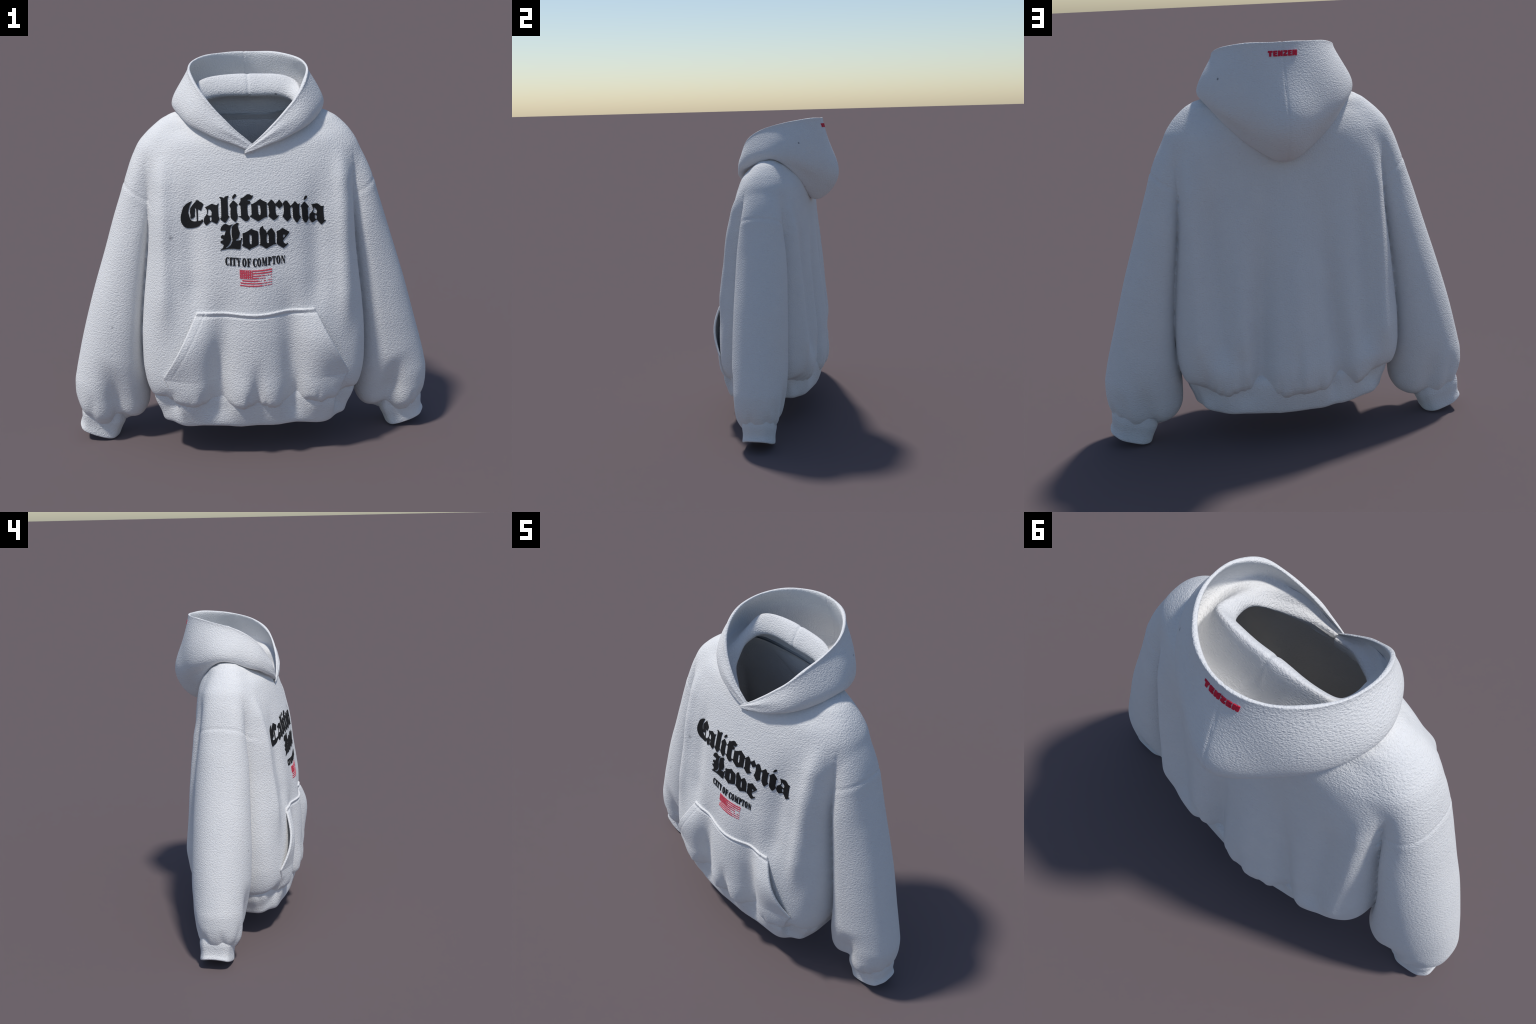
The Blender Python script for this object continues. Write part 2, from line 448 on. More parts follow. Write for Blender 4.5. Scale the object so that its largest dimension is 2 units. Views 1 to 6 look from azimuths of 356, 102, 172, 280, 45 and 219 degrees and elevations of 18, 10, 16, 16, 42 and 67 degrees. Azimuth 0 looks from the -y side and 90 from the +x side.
def waistband():
    n = 420
    rows = [(0.43, .42, -.27, .185), (0.385, .475, -.325, .232), (0.345, .520, -.352, .264), (0.31, .524, -.356, .268), (0.275, .516, -.353, .266), (0.24, .503, -.347, .263),
            (0.205, .490, -.340, .258), (0.185, .482, -.334, .253), (0.174, .473, -.327, .246), (0.171, .464, -.319, .240),
            (0.176, .455, -.310, .232), (0.195, .450, -.304, .228), (0.26, .455, -.306, .232), (0.36, .460, -.310, .236)]
    prof = spline(rows, 60)
    Vs = []
    for zz, w, yf, yb in prof:
        ex, ey, t = superellipse(n, w, (yb - yf) / 2, 4.8)
        ey = ey * (1 - np.where(ey > 0, 0.27, 0.12) * (ex / w) ** 2) + (yf + yb) / 2
        isb = smooth(-0.14, 0.10, ey)
        sw = smooth(0.42, 0.52, np.abs(ex))
        e = (EDGE_FRONT(ex) - 0.30) * (1 - isb) + (EDGE_BACK(ex) - 0.30) * isb
        e = e * (1 - sw)
        r = np.hypot(ex, ey)
        up = smooth(0.18, 0.30, zz)
        wav = -0.85 * np.maximum(e, -0.01) * up + 0.004 * np.sin(11 * t + 0.8) * (1 - up) + 0.003 * np.sin(5 * t + 2) + 0.0022 * np.sin(23 * t + 1.5 * np.sin(4 * t)) * up
        dz = 0.20 * e * (1 - up * 0.5) + 0.004 * np.sin(3 * t + 1) + 0.003 * np.sin(7 * t)
        Vs.append(np.stack([ex * (1 + wav / np.maximum(r, .2)), ey * (1 + wav / np.maximum(r, .2)), zz + dz + 0.012 * isb - 0.006 * sw * (1 - isb)], 1))
    me = make_mesh("waistband", np.vstack(Vs), grid_faces(len(prof), n, wrap_v=True))
    recalc(me)
    return make_object("waistband", me, root, FLEECE)


def cuff(sx):
    n = 160
    # centre x, centre z, half width, half depth, tilt (rise per metre outward)
    rows = [(0.800, 0.190, 0.110, 0.098, 0.30), (0.806, 0.150, 0.116, 0.101, 0.31), (0.811, 0.122, 0.116, 0.102, 0.31), (0.819, 0.088, 0.109, 0.097, 0.31), (0.827, 0.062, 0.106, 0.097, 0.32),
            (0.834, 0.045, 0.106, 0.098, 0.34), (0.836, 0.038, 0.103, 0.096, 0.35), (0.836, 0.0355, 0.098, 0.091, 0.35), (0.835, 0.039, 0.093, 0.086, 0.34),
            (0.833, 0.054, 0.093, 0.087, 0.31), (0.826, 0.085, 0.094, 0.086, 0.31), (0.815, 0.13, 0.098, 0.086, 0.3)]
    prof = spline(rows, 52)
    Vs = []
    for cx, cz, a, b, tilt in prof:
        ex, ey, t = superellipse(n, a, b, 3.1)
        wob = 0.985 + 0.014 * np.sin(5 * t + sx) + 0.012 * np.sin(3 * t + 2 * sx) + 0.006 * np.sin(9 * t + 3 * sx)
        low = 1 - smooth(0.03, 0.12, cz)
        zz = cz + ex * tilt + low * (0.004 * np.cos(2 * t) - 0.006 * np.abs(ey / b) ** 2 * (1 if sx < 0 else 0.4))
        Vs.append(np.stack([sx * (cx + ex * wob), ey * wob, zz], 1))
    me = make_mesh("cuff", np.vstack(Vs), grid_faces(len(prof), n, wrap_v=True))
    recalc(me)
    return make_object("cuff", me, sleeves[sx], FLEECE)


waistband()
for sx in (1, -1):
    cuff(sx)

# -------------------------------------------------------------------- hood
# Stations run from the front V (first row) round one side to the centre back (last row).
RIM = [(0, -.243, 1.611), (.081, -.241, 1.686), (.144, -.226, 1.746), (.214, -.191, 1.819), (.260, -.138, 1.882), (.289, -.048, 1.936),
       (.288, .032, 1.961), (.264, .116, 1.978), (.194, .216, 1.993), (.104, .281, 1.999), (0, .304, 2.000)]
BULGE = [(0, -.250, 1.590), (.088, -.252, 1.640), (.160, -.243, 1.668), (.237, -.216, 1.700), (.307, -.156, 1.735), (.358, -.062, 1.765),
         (.375, .025, 1.775), (.348, .126, 1.750), (.264, .240, 1.692), (.140, .338, 1.642), (0, .408, 1.612)]
BOTTOM = [(0, -.250, 1.572), (.085, -.250, 1.615), (.160, -.235, 1.640), (.235, -.200, 1.672), (.300, -.135, 1.700), (.345, -.050, 1.735),
          (.362, .030, 1.748), (.333, .112, 1.712), (.247, .212, 1.642), (.130, .276, 1.545), (0, .305, 1.470)]
CONTACT = [(0, -.232, 1.568), (.080, -.220, 1.607), (.150, -.194, 1.636), (.220, -.160, 1.675), (.285, -.100, 1.705), (.330, -.030, 1.738),
           (.345, .030, 1.745), (.322, .105, 1.705), (.245, .178, 1.615), (.120, .208, 1.515), (0, .212, 1.480)]
DEEP = [(0, -.228, 1.550), (.060, -.218, 1.560), (.122, -.200, 1.590), (.212, -.148, 1.645), (.240, -.105, 1.685), (.258, -.048, 1.725),
        (.256, .015, 1.745), (.235, .065, 1.755), (.175, .105, 1.765), (.090, .120, 1.770), (0, .122, 1.770)]
NECKLINE = [(0, -.226, 1.597), (.055, -.214, 1.612), (.105, -.190, 1.634), (.185, -.138, 1.667), (.207, -.100, 1.710), (.221, -.044, 1.764),
            (.217, .005, 1.790), (.200, .040, 1.804), (.152, .058, 1.812), (.075, .064, 1.812), (0, .062, 1.812)]
ROLL = [(0, -.236, 1.595), (.063, -.228, 1.625), (.120, -.210, 1.660), (.200, -.155, 1.700), (.227, -.110, 1.745), (.247, -.045, 1.800),
        (.254, .022, 1.842), (.242, .068, 1.872), (.190, .093, 1.894), (.100, .106, 1.902), (0, .108, 1.903)]
ROLL_BACK = [(0, -.238, 1.600), (.068, -.232, 1.638), (.130, -.220, 1.680), (.215, -.170, 1.725), (.250, -.120, 1.760), (.275, -.045, 1.790),
             (.278, .030, 1.800), (.262, .090, 1.810), (.200, .120, 1.830), (.105, .135, 1.840), (0, .138, 1.840)]
VALLEY = [(0, -.239, 1.603), (.070, -.235, 1.650), (.140, -.228, 1.695), (.228, -.187, 1.730), (.280, -.135, 1.765), (.315, -.050, 1.775),
          (.320, .045, 1.775), (.295, .130, 1.740), (.225, .200, 1.690), (.115, .235, 1.670), (0, .240, 1.660)]


def hood():
    lines = [np.array(l, float) for l in (RIM, BULGE, BOTTOM, CONTACT, DEEP, NECKLINE, ROLL, ROLL_BACK, VALLEY)]
    R, L = lines[0], lines[1]
    axis = np.array([0, 0.02, 0])
    out = (R + L) / 2 - axis; out[:, 2] = 0
    out /= np.linalg.norm(out, axis=1)[:, None]
    thick = np.concatenate([[0.2], np.ones(len(R) - 1)])[:, None]
    full = np.array([0, 1, 1, 1, 1, 1, 1, 2.2, 3.2, 2.2, 1.0])[:, None]       # the bag swells at its rear quarters
    mid = R * .5 + L * .5 + out * .006 * full
    rim_in = R - out * .011 * thick + [0, 0, -.002]
    wall_lo = L * .75 + R * .25 - out * (.016 * thick - .004 * np.maximum(full - 1, 0))
    wall_hi = L * .3 + R * .7 - out * (.011 * thick - .005 * np.maximum(full - 1, 0))
    rim_out = R + out * .003 * thick + [0, 0, -.010]
    order = [R, rim_out, mid, L, lines[2], lines[3], lines[4], lines[5], lines[6], lines[7], lines[8], wall_lo, wall_hi, rim_in]
    S = np.stack(order, 1)                        # stations, profile, xyz
    right, left = S.copy(), S.copy()
    left[..., 0] *= -1
    # the wearer's left panel crosses over the other one at the V
    right[0] = np.array([-.037, -.249, 1.579]) + (right[0] - right[0].mean(0)) * .35
    right[1] += [0, -.004, 0]
    left[0] += [.006, .006, .0]
    full = np.concatenate([right, left[-2::-1]])  # one side, centre back, other side
    ncol = 420
    cols = np.stack([spline(full[:, j], ncol) for j in range(full.shape[1])], 1)
    nrow = 150
    Vs = np.stack([spline(cols[i], nrow, closed=True) for i in range(ncol)])
    P = Vs.reshape(-1, 3)
    # centre-back seam: a groove with a raised lip on one side
    outer = (P[:, 1] > 0.20)
    g = np.where(outer, -0.0024 * gauss(P[:, 0], 0.0, 0.004) + 0.0008 * gauss(P[:, 0], 0.010, 0.006), 0)
    roll = (P[:, 1] < 0.16) & (P[:, 1] > 0.03) & (P[:, 2] > 1.79)
    g = g + np.where(roll, -0.0035 * gauss(P[:, 0], 0.004, 0.009), 0)
    F = grid_faces(ncol, nrow, wrap_v=True)
    F += [tuple(range(nrow))[::-1], tuple((ncol - 1) * nrow + j for j in range(nrow))]
    me = make_mesh("hood", P, F); recalc(me)
    nn = np.zeros(len(P) * 3); me.vertex_normals.foreach_get("vector", nn); nn = nn.reshape(-1, 3)
    lump = 0.0022 * np.sin(11 * P[:, 0] + 9 * P[:, 2]) * np.sin(12 * P[:, 1] + 8 * P[:, 2] + 1) + 0.0012 * np.sin(31 * P[:, 0] + 3) * np.sin(27 * P[:, 2] + 14 * P[:, 1])
    away = smooth(0.02, 0.10, np.hypot(P[:, 0], P[:, 1] + .25))
    P = P + nn * (g + lump * away)[:, None]
    me.vertices.foreach_set("co", P.ravel()); me.update()
    return make_object("hood", me, root, FLEECE), P, F


hood_ob, hood_V, hood_F = hood()
hood_bvh = BVHTree.FromPolygons([tuple(v) for v in hood_V], hood_F)

# ------------------------------------------------------- kangaroo pocket
def front_y(px, pz, y0=-0.8):
    hit = cloth_bvh.ray_cast(Vector((px, y0, pz)), Vector((0, 1, 0)))
    return hit[0].y if hit[0] is not None else None


def pocket():
    half = lambda q: np.interp(q, [0.268, 0.30, 0.36, 0.43, 0.470, 0.640, 0.812], [.398, .408, .426, .446, .463, .374, .285])
    nz, nx = 110, 150
    zs = np.linspace(0.286, 0.812, nz)
    G = np.zeros((nz, nx, 3))
    for i, zz in enumerate(zs):
        hw = float(half(zz))
        for j, s in enumerate(np.linspace(-1, 1, nx)):
            px = s * hw
            e = EDGE_FRONT(px)
            pz = zz + (0.5 * (float(e) - 0.296) + 0.004) * (1 - float(smooth(0.30, 0.46, zz)))
            if zz > 0.7:
                pz += (0.004 - 0.009 * float(gauss(px, -0.0, .12))) * float(smooth(.70, .812, zz))
            yb = front_y(px, pz)
            if yb is None:
                yb = front_y(px * .98, pz + .01)
            G[i, j] = (px, yb if yb is not None else -0.3, pz)
    # smooth the sheet a little so that it hangs over the hollows
    for _ in range(3):
        Yg = G[..., 1]
        Yp = np.pad(Yg, 1, mode="edge")
        G[..., 1] = .4 * Yg + .15 * (Yp[:-2, 1:-1] + Yp[2:, 1:-1] + Yp[1:-1, :-2] + Yp[1:-1, 2:])
    zn = zs[:, None]; s = np.abs(np.linspace(-1, 1, nx))[None, :]
    slit = np.clip((zn - 0.455) / (0.815 - 0.455), 0, 1)
    gape = 0.034 * np.sin(np.pi * np.clip(slit, 0, 1) ** 0.95) ** 1.15 * smooth(0.35, 1.0, s)
    gape = np.where(zn < 0.455, 0, gape)
    puff = 0.005 * smooth(0.30, 0.48, zn) * (1 - smooth(0.66, 0.82, zn)) * (1 - 0.3 * s)
    seam = 0.0045 * smooth(0.80, 0.806, zn) - 0.0045 * gauss(zn, 0.792, 0.005)
    welt = np.where(zn > 0.44, -0.0022 * smooth(0.44, 0.52, zn) * gauss(s * half(zs)[:, None], half(zs)[:, None] - 0.036, 0.004), 0)
    dep = 0.006 + gape + puff + seam + welt
    lowtuck = 0.010 * (1 - smooth(0.286, 0.31, zn))
    Fr = G.copy(); Fr[..., 1] -= dep - lowtuck
    Bk = G.copy(); Bk[..., 1] -= np.maximum(dep - 0.013, -0.012) - lowtuck
    # a rounded lip all round
    ring = lambda A: np.concatenate([A[0, :-1], A[:-1, -1], A[-1, :0:-1], A[:0:-1, 0]])
    fr, bk = ring(Fr), ring(Bk)
    cx = np.array([0, 0, .55])
    o = fr - cx; o[:, 1] = 0; o /= np.linalg.norm(o, axis=1)[:, None]
    midr = (fr + bk) / 2 + o * .004
    nF = nz * nx; m = len(fr)
    Vp = np.vstack([Fr.reshape(-1, 3), Bk.reshape(-1, 3), midr])
    idx = np.arange(nF).reshape(nz, nx)
    rf = ring(idx[..., None])[:, 0]; rb = rf + nF; rm = 2 * nF + np.arange(m)
    F = grid_faces(nz, nx) + [q[::-1] for q in grid_faces(nz, nx, off=nF)]
    for a in range(m):
        b = (a + 1) % m
        F += [(rf[a], rf[b], rm[b], rm[a]), (rm[a], rm[b], rb[b], rb[a])]
    me = make_mesh("pocket", Vp, F); recalc(me)
    return make_object("pocket", me, root, FLEECE)


pocket_ob = pocket()
#PRINTS

# ------------------------------------------------------------------ prints
def flat_fill(contours):
    """Triangulated mesh of outlines with holes, in the plane."""
    cu = bpy.data.curves.new("tmp_outline", "CURVE"); cu.dimensions = "2D"; cu.fill_mode = "BOTH"
    for c in contours:
        sp = cu.splines.new("POLY"); sp.points.add(len(c) - 1); sp.use_cyclic_u = True
        for p, (a, b) in zip(sp.points, c):
            p.co = (a, b, 0, 1)
    ob = bpy.data.objects.new("tmp_outline", cu)
    bpy.context.scene.collection.objects.link(ob)
    me = bpy.data.meshes.new_from_object(ob.evaluated_get(bpy.context.evaluated_depsgraph_get()))
    bpy.data.objects.remove(ob); bpy.data.curves.remove(cu)
    return me


def soften(c, rounds=1, cut=0.16):
    """Blunt the corners of an outline a little, as ink on fleece does."""
    for _ in range(rounds):
        q = []
        for (a, b), (d, e) in zip(c, c[1:] + c[:1]):
            q += [(a + (d - a) * cut, b + (e - b) * cut), (a + (d - a) * (1 - cut), b + (e - b) * (1 - cut))]
        c = q
    return c


def drape(name, contours, place, mat, parent, proud=0.003, deep=0.004, longest=0.012):
    """Lay a cut-out (in metres) on the cloth; place(a, b) -> (surface point, outward direction)."""
    me = flat_fill(contours)
    bm = bmesh.new(); bm.from_mesh(me); bpy.data.meshes.remove(me)
    bmesh.ops.remove_doubles(bm, verts=bm.verts, dist=1e-6)
    for _ in range(6):
        far = [e for e in bm.edges if e.calc_length() > longest]
        if not far:
            break
        bmesh.ops.subdivide_edges(bm, edges=far, cuts=1)
        bmesh.ops.triangulate(bm, faces=bm.faces)
    bm.verts.ensure_lookup_table(); bm.verts.index_update()
    top, bot = [], []
    for v in bm.verts:
        p, o = place(v.co.x, v.co.y)
        top.append(p + o * proud); bot.append(p - o * deep)
    n = len(top)
    F = [tuple(v.index for v in f.verts) for f in bm.faces]
    walls = []
    for e in bm.edges:
        if len(e.link_faces) == 1:
            a, b = e.verts[0].index, e.verts[1].index
            walls.append((a, b, n + b, n + a))
    bm.free()
    out = make_mesh(name, [tuple(v) for v in top + bot], F + [tuple(n + i for i in f[::-1]) for f in F] + walls, smooth_shade=False)
    recalc(out)
    return make_object(name, out, parent, mat)


def on_chest(a, b):
    return Vector((a, front_y(a, b), b)), Vector((0, -1, 0))


def on_hood_back(a, b):
    hit = hood_bvh.ray_cast(Vector((a, 0.8, b)), Vector((0, -1, 0)))
    return hit[0], Vector((0, 1, 0))


# Blackletter: character, left and base (half millimetres), outline and counters relative to those.
BLACKLETTER = [
    ("C", -700, 2444, [[(114, 260), (86, 248), (56, 229), (26, 199), (15, 162), (2, 122), (0, 96), (3, 61), (17, 33), (38, 11), (67, 0), (103, 1),
         (142, 10), (175, 27), (202, 60), (214, 74), (209, 94), (190, 79), (164, 72), (166, 189), (196, 174), (209, 209), (222, 238), (199, 254),
         (186, 257), (180, 268), (164, 271), (148, 264), (147, 253), (134, 243), (114, 217), (94, 190), (90, 152), (95, 126), (92, 94), (100, 91),
         (116, 95), (138, 118), (135, 143), (140, 169), (137, 198), (150, 189), (152, 144), (152, 69), (131, 65), (105, 70), (90, 90), (80, 122), (73,
         154), (81, 187), (95, 226)]]),
    ("a", -483, 2482, [[(17, 171), (42, 183), (83, 205), (126, 191), (150, 210), (142, 191), (141, 152), (142, 92), (153, 68), (126, 17), (77, 40),
         (71, 41), (43, 15), (26, 0), (6, 19), (0, 43), (7, 70), (29, 103), (35, 117), (36, 149)], [(46, 156), (66, 151), (80, 130), (77, 95), (55,
         92), (35, 104), (44, 127)], [(59, 84), (77, 85), (76, 50), (64, 42), (59, 56)]]),
    ("l", -329, 2511, [[(0, 239), (35, 234), (44, 225), (58, 242), (90, 251), (79, 221), (79, 154), (79, 65), (92, 59), (56, 2), (47, 0), (2, 35),
         (15, 51), (16, 91), (16, 187), (15, 219)]]),
    ("i", -235, 2517, [[(38, 202), (61, 182), (83, 160), (70, 147), (70, 96), (77, 58), (73, 29), (56, 0), (47, 4), (10, 36), (9, 84), (12, 126), (0,
         153)], [(44, 251), (59, 261), (71, 244), (56, 227), (35, 210), (28, 229)]]),
    ("f", -156, 2522, [[(9, 158), (28, 181), (29, 211), (54, 220), (94, 249), (120, 246), (135, 235), (150, 238), (130, 200), (96, 199), (91, 191),
         (118, 186), (124, 171), (111, 157), (94, 153), (90, 124), (92, 76), (98, 50), (109, 41), (110, 24), (90, 1), (68, 0), (46, 16), (24, 39), (0,
         48), (30, 49), (29, 90), (27, 146)]]),
    ("o", -45, 2517, [[(16, 162), (32, 163), (78, 189), (104, 208), (127, 192), (166, 173), (165, 139), (165, 88), (166, 59), (167, 38), (143, 34),
         (100, 10), (80, 0), (51, 17), (10, 44), (0, 52), (20, 61), (19, 96), (19, 128)], [(79, 154), (100, 150), (104, 116), (108, 84), (103, 61),
         (96, 56), (83, 69), (80, 110)]]),
    ("r", 123, 2520, [[(0, 154), (20, 173), (42, 196), (63, 178), (80, 153), (99, 167), (119, 192), (135, 171), (149, 153), (150, 133), (130, 117),
         (118, 106), (98, 128), (82, 139), (79, 100), (82, 68), (93, 42), (112, 47), (96, 22), (62, 0), (43, 15), (11, 42), (21, 68), (17, 103), (13,
         142)]]),
    ("n", 268, 2483, [[(6, 188), (23, 208), (39, 216), (51, 211), (68, 185), (83, 164), (101, 179), (126, 205), (141, 190), (154, 173), (173, 182),
         (167, 156), (166, 104), (169, 68), (184, 53), (162, 23), (146, 0), (131, 9), (104, 52), (103, 95), (102, 134), (96, 160), (77, 142), (78,
         97), (81, 71), (89, 59), (69, 36), (49, 18), (32, 35), (0, 72), (12, 88), (17, 126), (14, 165)]]),
    ("i", 447, 2471, [[(40, 206), (59, 186), (87, 149), (73, 142), (76, 97), (74, 71), (83, 43), (66, 10), (54, 0), (39, 12), (19, 39), (15, 69), (14,
         114), (10, 157), (0, 165), (22, 188)], [(39, 245), (58, 262), (71, 248), (56, 228), (32, 218)]]),
    ("a", 534, 2437, [[(22, 206), (35, 202), (76, 208), (93, 202), (124, 177), (148, 181), (142, 169), (142, 130), (145, 84), (149, 45), (167, 44),
         (145, 22), (123, 0), (104, 20), (79, 50), (70, 48), (50, 35), (33, 27), (13, 44), (0, 75), (5, 110), (26, 128), (40, 146), (38, 169), (33,
         189)], [(47, 173), (65, 160), (80, 143), (80, 123), (75, 107), (54, 116), (36, 127), (45, 139)], [(59, 99), (75, 97), (79, 71), (74, 55),
         (62, 60), (56, 76)]]),
    ("L", -332, 2242, [[(57, 258), (95, 240), (123, 255), (106, 229), (97, 204), (96, 172), (101, 143), (105, 105), (96, 79), (77, 48), (54, 30), (54,
         21), (79, 33), (102, 57), (116, 89), (117, 114), (111, 149), (111, 188), (115, 223), (130, 245), (163, 266), (184, 260), (171, 241), (178,
         202), (190, 173), (184, 145), (175, 118), (150, 104), (153, 93), (197, 99), (198, 117), (211, 121), (205, 102), (199, 70), (193, 19), (182,
         10), (130, 19), (78, 19), (33, 11), (13, 9), (0, 0), (3, 9), (25, 26), (34, 51), (26, 67), (9, 72), (1, 85), (13, 96), (34, 103), (22, 120),
         (10, 120), (8, 136), (23, 152), (43, 146), (51, 173), (59, 192), (32, 195), (6, 192), (12, 225), (37, 252)]]),
    ("o", -125, 2245, [[(8, 160), (44, 172), (94, 202), (116, 189), (155, 176), (159, 139), (158, 103), (159, 45), (112, 23), (85, 13), (70, 0), (53,
         14), (0, 43), (10, 67), (10, 128)], [(73, 148), (94, 143), (96, 106), (93, 50), (77, 57), (71, 81)]]),
    ("v", 39, 2251, [[(7, 177), (14, 203), (38, 221), (42, 214), (40, 200), (69, 172), (77, 147), (89, 171), (120, 197), (135, 181), (155, 151), (154,
         90), (156, 48), (169, 44), (167, 39), (141, 36), (98, 15), (71, 0), (55, 9), (26, 30), (0, 37), (12, 43), (13, 84), (12, 122), (7, 148)],
         [(85, 142), (94, 122), (95, 80), (95, 51), (86, 49), (73, 62), (73, 101), (77, 133)]]),
    ("e", 210, 2247, [[(0, 166), (29, 177), (59, 194), (82, 180), (126, 152), (104, 123), (77, 95), (61, 71), (69, 51), (90, 36), (109, 48), (112,
         42), (92, 20), (63, 0), (45, 13), (3, 41), (0, 67), (3, 113)], [(64, 132), (86, 127), (77, 108), (65, 98), (60, 113)]]),
]
for ch, left, base, outlines in BLACKLETTER:
    scaled = [soften([((left + a) / 2000, (base + b) / 2000) for a, b in c], cut=0.10) for c in outlines]
    drape("letter", scaled, on_chest, BLACK, torso, proud=0.0032)

ring = lambda cx, cy, rx, ry, n=20: [(cx + rx * math.cos(2 * math.pi * i / n), cy + ry * math.sin(2 * math.pi * i / n)) for i in range(n)]
# Condensed fat-face capitals on a unit square.
CAPITALS = {
    "C": [[(1, .72), (.92, .72), (.8, .92), (.62, .93), (.5, .8), (.46, .5), (.5, .2), (.62, .07), (.8, .1), (.93, .3), (1, .3), (.9, .05), (.62, -.02), (.3, .03), (.08, .25), (0, .5), (.08, .76), (.3, .97), (.62, 1.02), (.84, .96), (1, 1)]],
    "I": [[(0, 0), (0, .05), (.18, .08), (.18, .92), (0, .95), (0, 1), (1, 1), (1, .95), (.82, .92), (.82, .08), (1, .05), (1, 0)]],
    "T": [[(.2, 0), (.2, .05), (.32, .08), (.32, .93), (.15, .9), (.06, .7), (0, .7), (0, 1), (1, 1), (1, .7), (.94, .7), (.85, .9), (.68, .93), (.68, .08), (.8, .05), (.8, 0)]],
    "Y": [[(.25, 0), (.25, .05), (.36, .08), (.36, .4), (.1, .93), (0, .95), (0, 1), (.55, 1), (.55, .95), (.46, .92), (.62, .55), (.8, .92), (.68, .95), (.68, 1), (1, 1), (1, .95), (.9, .92), (.69, .42), (.69, .08), (.8, .05), (.8, 0)]],
    "O": [ring(.5, .5, .5, .53), ring(.5, .5, .13, .42)],
    "F": [[(0, 0), (0, .05), (.13, .08), (.13, .92), (0, .95), (0, 1), (1, 1), (1, .68), (.93, .68), (.8, .92), (.54, .93), (.54, .56), (.66, .58), (.72, .7), (.8, .7), (.8, .36), (.72, .36), (.66, .48), (.54, .5), (.54, .08), (.68, .05), (.68, 0)]],
    "M": [[(0, 0), (0, .05), (.08, .08), (.08, .92), (0, .95), (0, 1), (.33, 1), (.52, .4), (.7, 1), (1, 1), (1, .95), (.94, .92), (.94, .08), (1, .05), (1, 0), (.58, 0), (.58, .05), (.65, .08), (.65, .72), (.43, 0), (.35, 0), (.15, .75), (.15, .08), (.22, .05), (.22, 0)]],
    "P": [[(0, 0), (0, .05), (.12, .08), (.12, .92), (0, .95), (0, 1), (.6, 1), (.88, .93), (1, .73), (.88, .52), (.6, .45), (.52, .45), (.52, .08), (.64, .05), (.64, 0)], [(.52, .92), (.6, .9), (.64, .73), (.6, .55), (.52, .52)]],
    "N": [[(0, 0), (0, .05), (.1, .08), (.1, .92), (0, .95), (0, 1), (.4, 1), (.82, .35), (.82, .92), (.72, .95), (.72, 1), (1, 1), (1, .95), (.91, .92), (.91, 0), (.74, 0), (.19, .82), (.19, .08), (.28, .05), (.28, 0)]],
}
# character, left, right, foot, head (metres on the chest)
for ch, x0, x1, z0, z1 in [
    ("C", -.1446, -.1263, 1.0504, 1.0890), ("I", -.1239, -.1119, 1.0494, 1.0880), ("T", -.1128, -.0906, 1.0479, 1.0869), ("Y", -.0902, -.0706, 1.0456, 1.0850),
    ("O", -.0636, -.0429, 1.0425, 1.0827), ("F", -.0408, -.0209, 1.0417, 1.0810), ("C", -.0131, .0060, 1.0406, 1.0799), ("O", .0074, .0278, 1.0419, 1.0803),
    ("M", .0312, .0566, 1.0437, 1.0830), ("P", .0600, .0796, 1.0460, 1.0847), ("T", .0804, .0995, 1.0480, 1.0865), ("O", .1012, .1213, 1.0496, 1.0880), ("N", .1243, .1442, 1.0500, 1.0875)]:
    drape("letter", [[(x0 + a * (x1 - x0), z0 + b * (z1 - z0)) for a, b in c] for c in CAPITALS[ch]], on_chest, BLACK, torso, proud=0.0025)


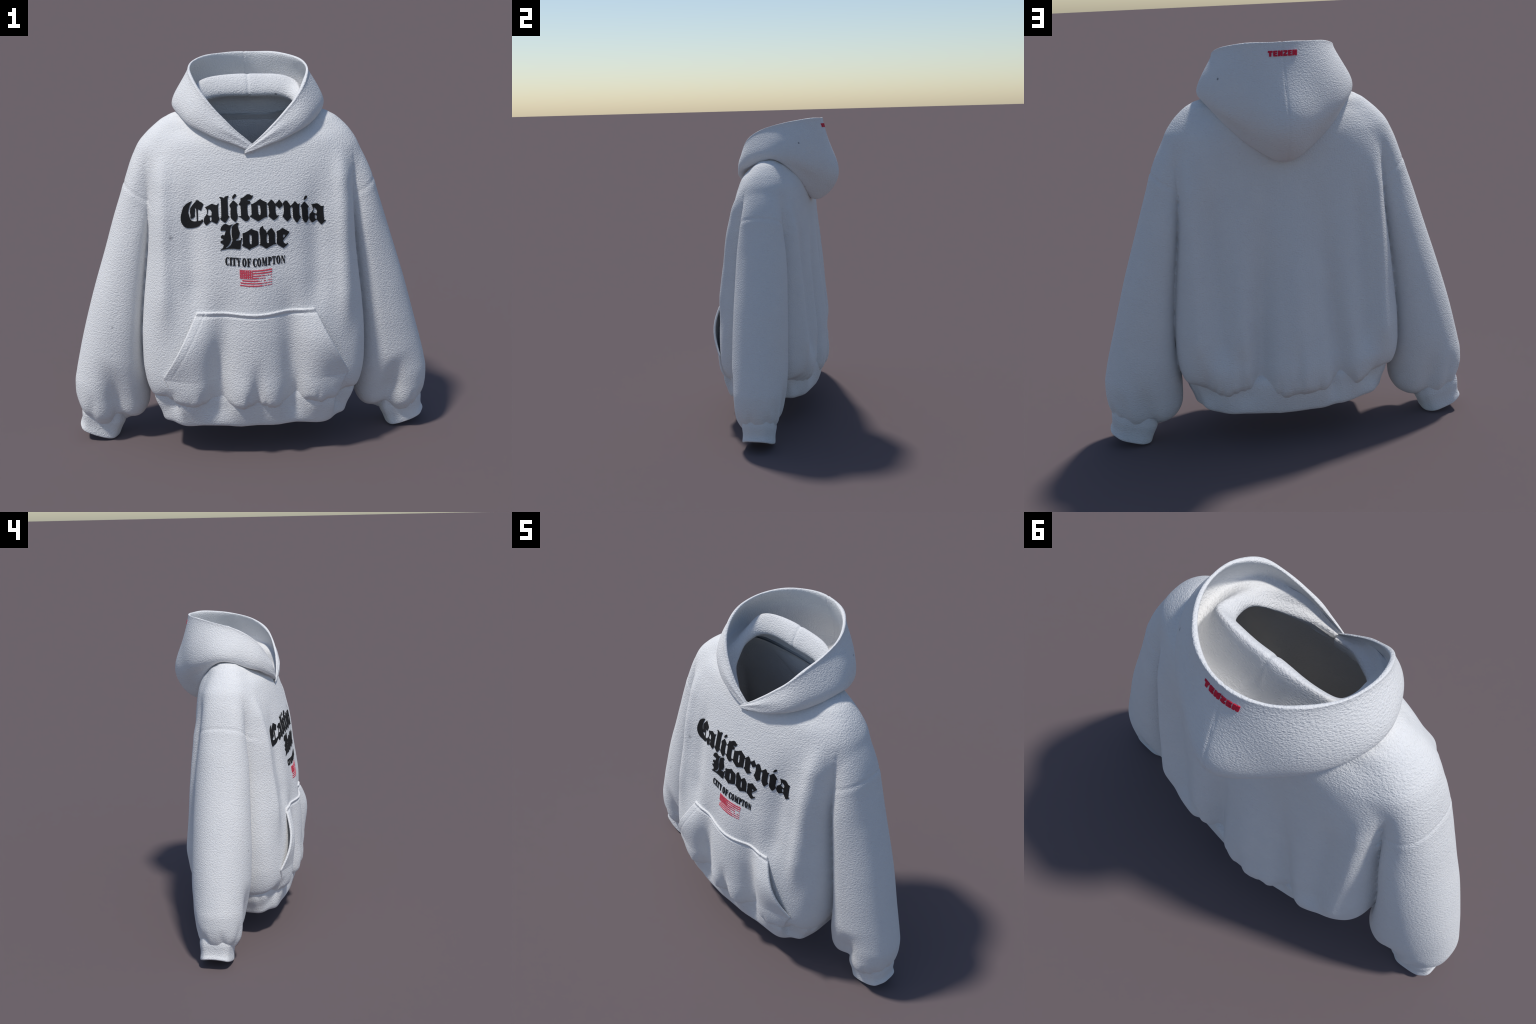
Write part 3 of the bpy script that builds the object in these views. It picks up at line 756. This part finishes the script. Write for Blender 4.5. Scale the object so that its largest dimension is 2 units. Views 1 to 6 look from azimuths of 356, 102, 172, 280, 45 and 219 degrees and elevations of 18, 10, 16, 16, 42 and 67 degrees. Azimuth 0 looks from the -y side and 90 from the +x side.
# Worn little striped flag
def flag():
    x0, x1, z0, z1 = -0.0765, 0.0795, 0.9505, 1.0285
    sag = lambda a: -0.0055 * (1 - ((a - 0.0015) / 0.078) ** 2)
    at = lambda u, v: (x0 + u * (x1 - x0), z0 + v * (z1 - z0) + sag(x0 + u * (x1 - x0)))
    pieces = []
    # canton with rows of pale dots left out
    canton = [at(u, 1) for u in np.linspace(0, .392, 6)] + [at(.392, .46)] + [at(u, .46) for u in np.linspace(.34, 0, 5)]
    holes = []
    for r in range(5):
        for c in range(6):
            cu, cv = 0.033 + 0.065 * c, 0.955 - 0.107 * r
            a, b = at(cu + rng.uniform(-.004, .004), cv)
            k = rng.uniform(.8, 1.15)
            holes.append([(a + 0.0034 * k * math.cos(t), b + 0.0030 * k * math.sin(t)) for t in (0.3, 1.6, 2.8, 4.0, 5.2)])
    pieces.append([canton] + holes)
    # stripes: (centre height, solid from, solid to, how far the broken part runs)
    for i, (us, solid, broken, keep) in enumerate([(.397, 1.0, 1.0, 1), (.397, 1.0, 1.0, 1), (.397, .64, 1.0, .9), (.397, .54, 1.0, .75), (.07, .56, 1.0, .6), (.015, .65, 1.0, .6), (0.0, .68, 1.0, .95)]):
        v = 0.965 - i * 0.1555
        u = us
        while u < broken - 0.005:
            worn = u >= solid
            length = rng.uniform(.02, .07) if worn else min(rng.uniform(.12, .22), solid - u + .001)
            e = min(u + length, broken)
            h = 0.034 * (rng.uniform(.35, .8) if worn else rng.uniform(.85, 1.05))
            if not worn or rng.random() < keep or e >= broken - 0.01:
                n = 4 if not worn else 2
                us_ = np.linspace(u, e - (0.006 if worn else 0.0015), n + 1)
                jit = lambda: rng.uniform(-.007, .007)
                pieces.append([[at(q, v + h + jit()) for q in us_] + [at(q, v - h + jit()) for q in us_[::-1]]])
            u = e + (rng.uniform(.002, .018) if worn else 0)
    objs = [drape("flag_piece", p, on_chest, RED, None, proud=0.0018, longest=0.01) for p in pieces]
    bm = bmesh.new()
    for o in objs:
        bm.from_mesh(o.data)
    me = bpy.data.meshes.new("flag"); bm.to_mesh(me); bm.free()
    for o in objs:
        d = o.data; bpy.data.objects.remove(o); bpy.data.meshes.remove(d)
    return make_object("flag", me, torso, RED)


flag()

# Slanted block capitals below the hood's rim at the back
BLOCK = {
    "T": [(0, 1), (1, 1), (1, .68), (.74, .68), (.74, 0), (.26, 0), (.26, .68), (0, .68)],
    "E": [(0, 0), (0, 1), (1, 1), (1, .74), (.52, .74), (.52, .64), (.92, .64), (.92, .38), (.52, .38), (.52, .27), (1, .27), (1, 0)],
    "N": [(0, 0), (0, 1), (.45, 1), (.6, .62), (.6, 1), (1, 1), (1, 0), (.58, 0), (.42, .36), (.42, 0)],
    "Z": [(0, 0), (0, .3), (.48, .7), (.03, .7), (.03, 1), (1, 1), (1, .72), (.54, .3), (1, .3), (1, 0)],
}
pos = 0.0668
for ch, wide in [("T", .0205), ("E", .0180), ("N", .0215), ("Z", .0185), ("E", .0175), ("N", .0215)]:
    outline = soften([(pos - (a * wide + 0.10 * (b - .5) * wide), 1.9375 + b * 0.0245) for a, b in BLOCK[ch]], cut=0.09)
    drape("letter", [outline], on_hood_back, CRIMSON, hood_ob, proud=0.0028)
    pos -= wide + 0.0026
